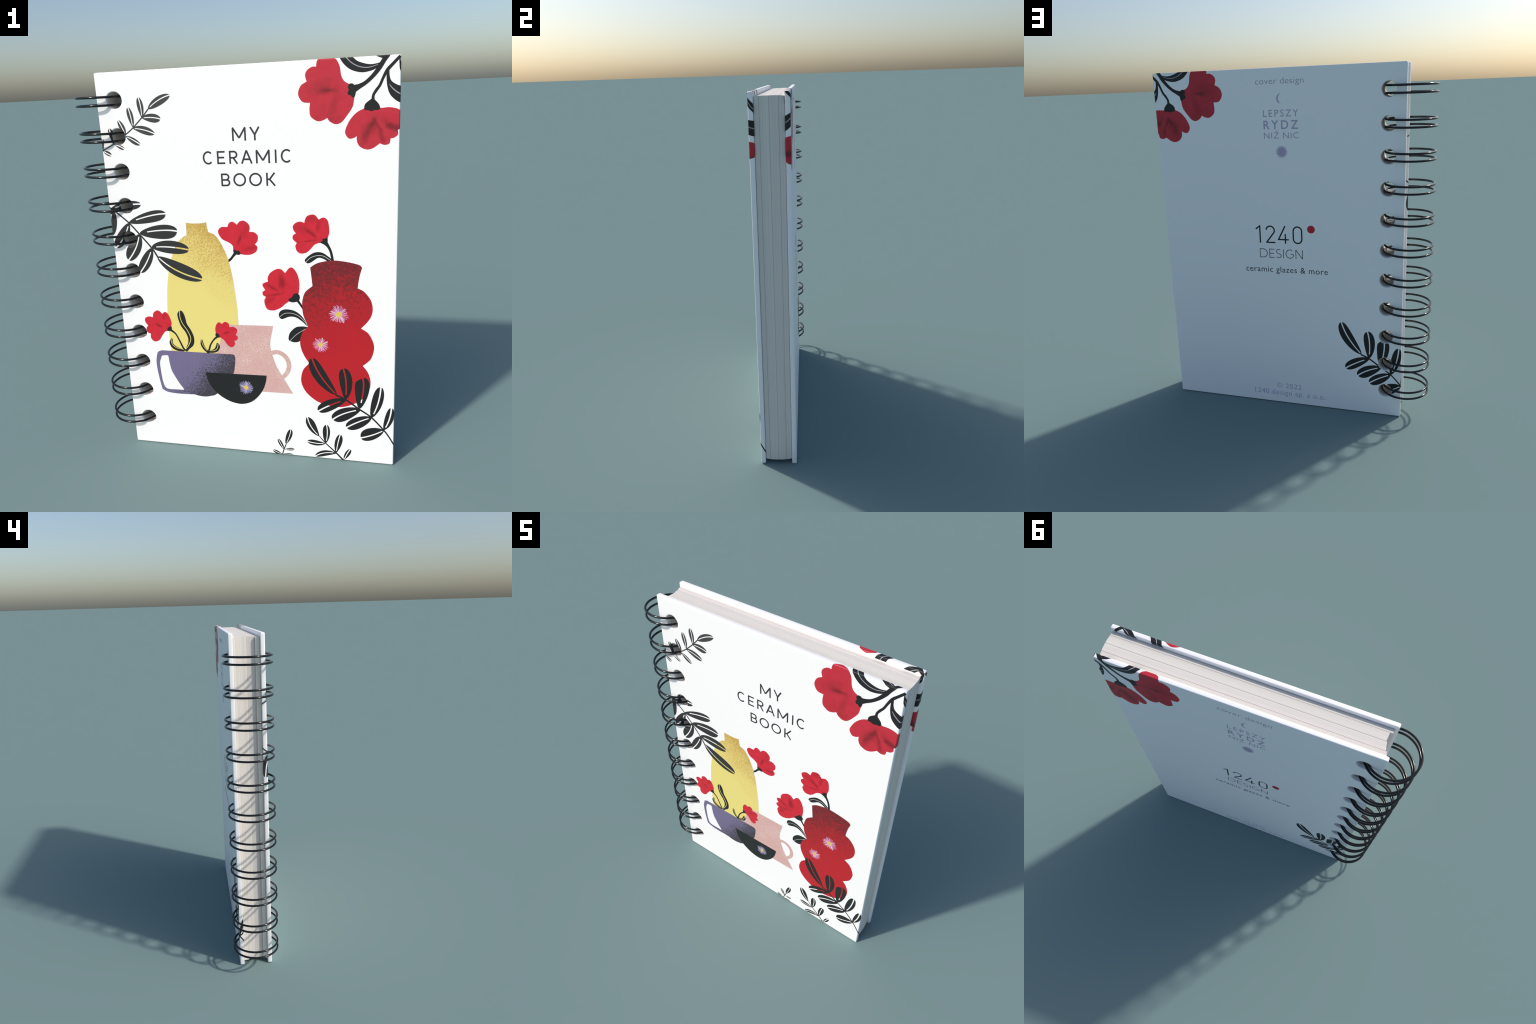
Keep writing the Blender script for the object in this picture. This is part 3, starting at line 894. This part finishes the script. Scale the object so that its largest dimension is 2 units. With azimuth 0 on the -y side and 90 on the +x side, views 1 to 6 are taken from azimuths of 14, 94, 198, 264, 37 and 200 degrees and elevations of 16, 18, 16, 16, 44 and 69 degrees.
# black bowl
p = Print()
p.fill([[(-191, 460), (141, 464)], [(141, 464), (135, 426), (118, 380), (85, 333), (49, 303), (10, 289), (-22, 288), (-64, 298), (-108, 321), (-148, 356), (-174, 399), (-187, 440), (-191, 460)]], 6, INK_BLACK)
p.daisy(27.3, 386.5, 43, 41, 7, [INK_BLUE_A, INK_BLUE_A, INK_BLUE_B], INK_YOLK, 3)
build_print("printed_bowl", p, -1, front)

# two flowers behind the red vase
p = Print()
p.stroke([(452, 1183, 24), (468, 1162, 14.3), (481, 1133, 12), (489, 1087, 12.5), (490, 1060, 12)], 1, INK_BLACK)
p.fill([[(466, 1200), (474, 1227), (474, 1251), (469, 1283), (457, 1298), (443, 1300), (426, 1291)], [(426, 1291), (410, 1311), (393, 1315), (371, 1307), (361, 1290), (358, 1275)],
        [(358, 1275), (337, 1281), (317, 1275), (303, 1260), (305, 1240), (316, 1224)], [(316, 1224), (302, 1213), (301, 1195), (319, 1177)],
        [(319, 1177), (312, 1160), (318, 1138), (335, 1125), (360, 1128), (379, 1141), (402, 1167), (419, 1176), (432, 1178)], [(432, 1178), (466, 1200)]], 0,
       petal_ink("petal_red_vase_upper", RED2, RED2_DARK, RED2_LITE, [(388, 1226, 46, 13, -38, .75), (375, 1187, 60, 7, 8, .6), (424, 1265, 45, 14, 80, .5), (340, 1250, 45, 28, -20, .35), (392, 1296, 34, 26, 0, .4)]))
p.fill([[(322, 923), (326, 971), (319, 1015), (299, 1049), (279, 1051), (257, 1024)], [(257, 1024), (240, 1042), (216, 1044), (184, 1024), (170, 999), (170, 978)],
        [(170, 978), (147, 969), (142, 957), (154, 934)], [(154, 934), (141, 923), (142, 907), (156, 898)],
        [(156, 898), (147, 873), (159, 835), (191, 827), (228, 842), (253, 864), (272, 878)], [(272, 878), (322, 923)]], 0,
       petal_ink("petal_red_vase_lower", RED2, RED2_DARK, RED2_LITE, [(240, 975, 55, 24, 95, .8), (190, 948, 48, 12, -32, .7), (205, 912, 60, 9, 12, .6), (178, 880, 40, 18, 40, .45)]))
p.fill([[(431, 1181), (442, 1189), (442, 1198), (453, 1200), (459, 1203), (466, 1201), (464, 1177), (448, 1172), (431, 1181)]], 2, INK_BLACK, per=5)
p.fill([[(270, 890), (286, 901), (295, 916), (311, 923), (324, 913), (326, 896), (317, 881), (293, 874), (274, 878), (270, 890)]], 2, INK_BLACK, per=5)
p.stroke([(312, 889, 20), (317, 881, 13.2), (329, 863, 10.9), (344, 839, 10.9), (360, 815, 11)], 1, INK_BLACK)
p.fill([[(358, 1082), (356, 1094), (374, 1113), (399, 1129), (423, 1133), (447, 1127), (481, 1102)], [(481, 1102), (489, 1080), (466, 1086)],
        [(466, 1086), (447, 1099), (427, 1105), (413, 1101), (388, 1083), (371, 1076), (358, 1082)]], 0, INK_BLACK)
p.stroke([(360, 1083, 2.6), (386, 1106, 3), (418, 1116, 3), (447, 1113, 3), (480, 1092, 2.6)], 3, INK_VEIN_W)
p.fill([[(218, 793), (219, 812), (232, 829), (260, 836), (300, 828), (335, 800), (367, 749)], [(367, 749), (359, 750)],
        [(359, 750), (334, 775), (303, 795), (271, 797), (234, 783), (218, 793)]], 0, INK_BLACK)
p.stroke([(218, 791, 2.6), (247, 813, 2.8), (284, 816, 2.8), (319, 802, 2.8), (350, 771, 2.8), (361, 750, 2.6)], 3, INK_VEIN_W)
p.fill([[(365, 746), (333, 748), (301, 741), (272, 712), (263, 681), (267, 666)], [(267, 666), (295, 660), (321, 669), (348, 703), (365, 746)]], 0, INK_BLACK)
p.stroke([(269, 666, 2.4), (304, 703, 2.4), (349, 735, 2.4)], 3, INK_VEIN_W)
build_print("printed_flowers", p, -1, front)

# red gourd vase
p = Print()
p.fill([[(381, 1056), (411, 1076), (453, 1088), (495, 1093), (547, 1088), (592, 1079), (616, 1071), (625, 1059), (621, 1043), (612, 1007), (605, 957)],
        [(605, 957), (636, 940), (666, 900), (676, 856), (669, 815), (648, 781), (621, 751)],
        [(621, 751), (656, 727), (679, 682), (684, 644), (672, 597), (653, 572), (630, 552)],
        [(630, 552), (653, 521), (666, 485), (668, 448), (661, 418), (640, 379), (600, 345), (560, 324), (519, 313), (478, 314), (424, 326), (380, 350), (342, 389), (323, 433), (322, 471), (335, 514), (365, 549)],
        [(365, 549), (345, 580), (328, 619), (321, 658), (326, 693), (341, 728), (365, 751)],
        [(365, 751), (343, 801), (337, 847), (339, 888), (354, 930), (390, 962)], [(390, 962), (381, 1056)]], 2, VASE_RED)
for (u, v, r, s) in ((515, 819.5, 51, 7), (423, 654, 42, 9)):
    p.daisy(u, v, r, r, 3, [INK_PINK_A, INK_PINK_B, INK_PINK_B, INK_PINK_C], INK_YOLK, s)
build_print("printed_vase", p, -1, front)

# ------------------------------------------------------------------ lettering
p = Print()
SW = 8.2
for ch, a, b, v in (('M', 31, 97.5, 1663), ('Y', 114, 164, 1663),
                    ('C', -119, -70, 1556.5), ('E', -48.5, -9.5, 1557.5), ('R', 10.8, 53, 1557.5), ('A', 67, 123, 1557.5), ('M', 139.3, 206, 1557.5), ('I', 229, 237.6, 1558), ('C', 257, 306.5, 1557.5),
                    ('B', -35, 9.8, 1452), ('O', 24.8, 87, 1451), ('O', 101.8, 164, 1451), ('K', 184, 229.5, 1452)):
    top = v + 61.3 + (1.8 if ch in 'OC' else 0)
    p.glyph(ch, a, b, v, top, SW, 1, INK_TYPE)
build_print("title_lettering", p, -1, front)

p = Print()
p.text("cover design", -173, 96.4, 1906.5, 1948, 0, INK_MIST, 1.03, -0.010)
p.text("LEPSZY", -136, 63, 1745.5, 1783, 0, INK_MAUVE, 1.3, 0.002)
p.text("RYDZ", -136, 60.5, 1679.5, 1726.5, 0, INK_MAUVE, 1.4, 0.012)
p.text("NIZ NIC", -136, 62, 1629, 1662, 0, INK_MAUVE, 1.12, 0.0)
p.disc(-61.5, 1668, 3.6, 3.6, 0, INK_MAUVE, 16)
# crescent and little sun
p.fill([[(-30, 1869), (-48, 1861), (-58, 1842), (-50, 1822), (-31, 1813)], [(-31, 1813), (-43, 1824), (-49, 1842), (-42, 1859), (-30, 1869)]], 0, INK_MAUVE)
p.disc(-37.5, 1557, 22.5, 22.5, 1, INK_MAUVE)
for i in range(20):
    a = 6.28318 * i / 20
    pts = []
    for r, w, s in ((18, 6.5, 0.0), (25, 5.0, 0.06), (30, 3.6, -0.03), (35, 1.2, -0.1)):
        pts.append((-37.5 + r * math.cos(a + s), 1557 + r * math.sin(a + s), w))
    p.stroke(pts, 0, INK_MAUVE, per=3)
for ch, a, b in (('1', -212, -183), ('2', -153.5, -95.5), ('4', -80, -14.5), ('0', 9, 66.7)):
    p.glyph(ch, a, b, 1034, 1138.5, 8.0, 0, INK_BLACK)
p.disc(117.5, 1122.5, 22.5, 22.5, 0, INK_DOT)
for ch, a, b in (('D', -193.5, -146), ('E', -135, -103.5), ('S', -94.5, -62), ('I', -51.5, -47.2), ('G', -36.5, 11.5), ('N', 23, 66)):
    p.glyph(ch, a, b, 945.5, 999.5, 3.9, 0, INK_TYPE)
p.text("ceramic glazes & more", -284, 211, 846.5, 893.5, 0, INK_TYPE, 1.08, 0.0)
p.text("\u00a9 2022", -124.5, 34.5, 100.5, 134.5, 0, INK_FAINT, 1.1, -0.008)
p.text("1240.design sp. z o.o.", -270, 184, 39.5, 84, 0, INK_FAINT, 1.08, -0.006)
build_print("back_lettering", p, 1, back)
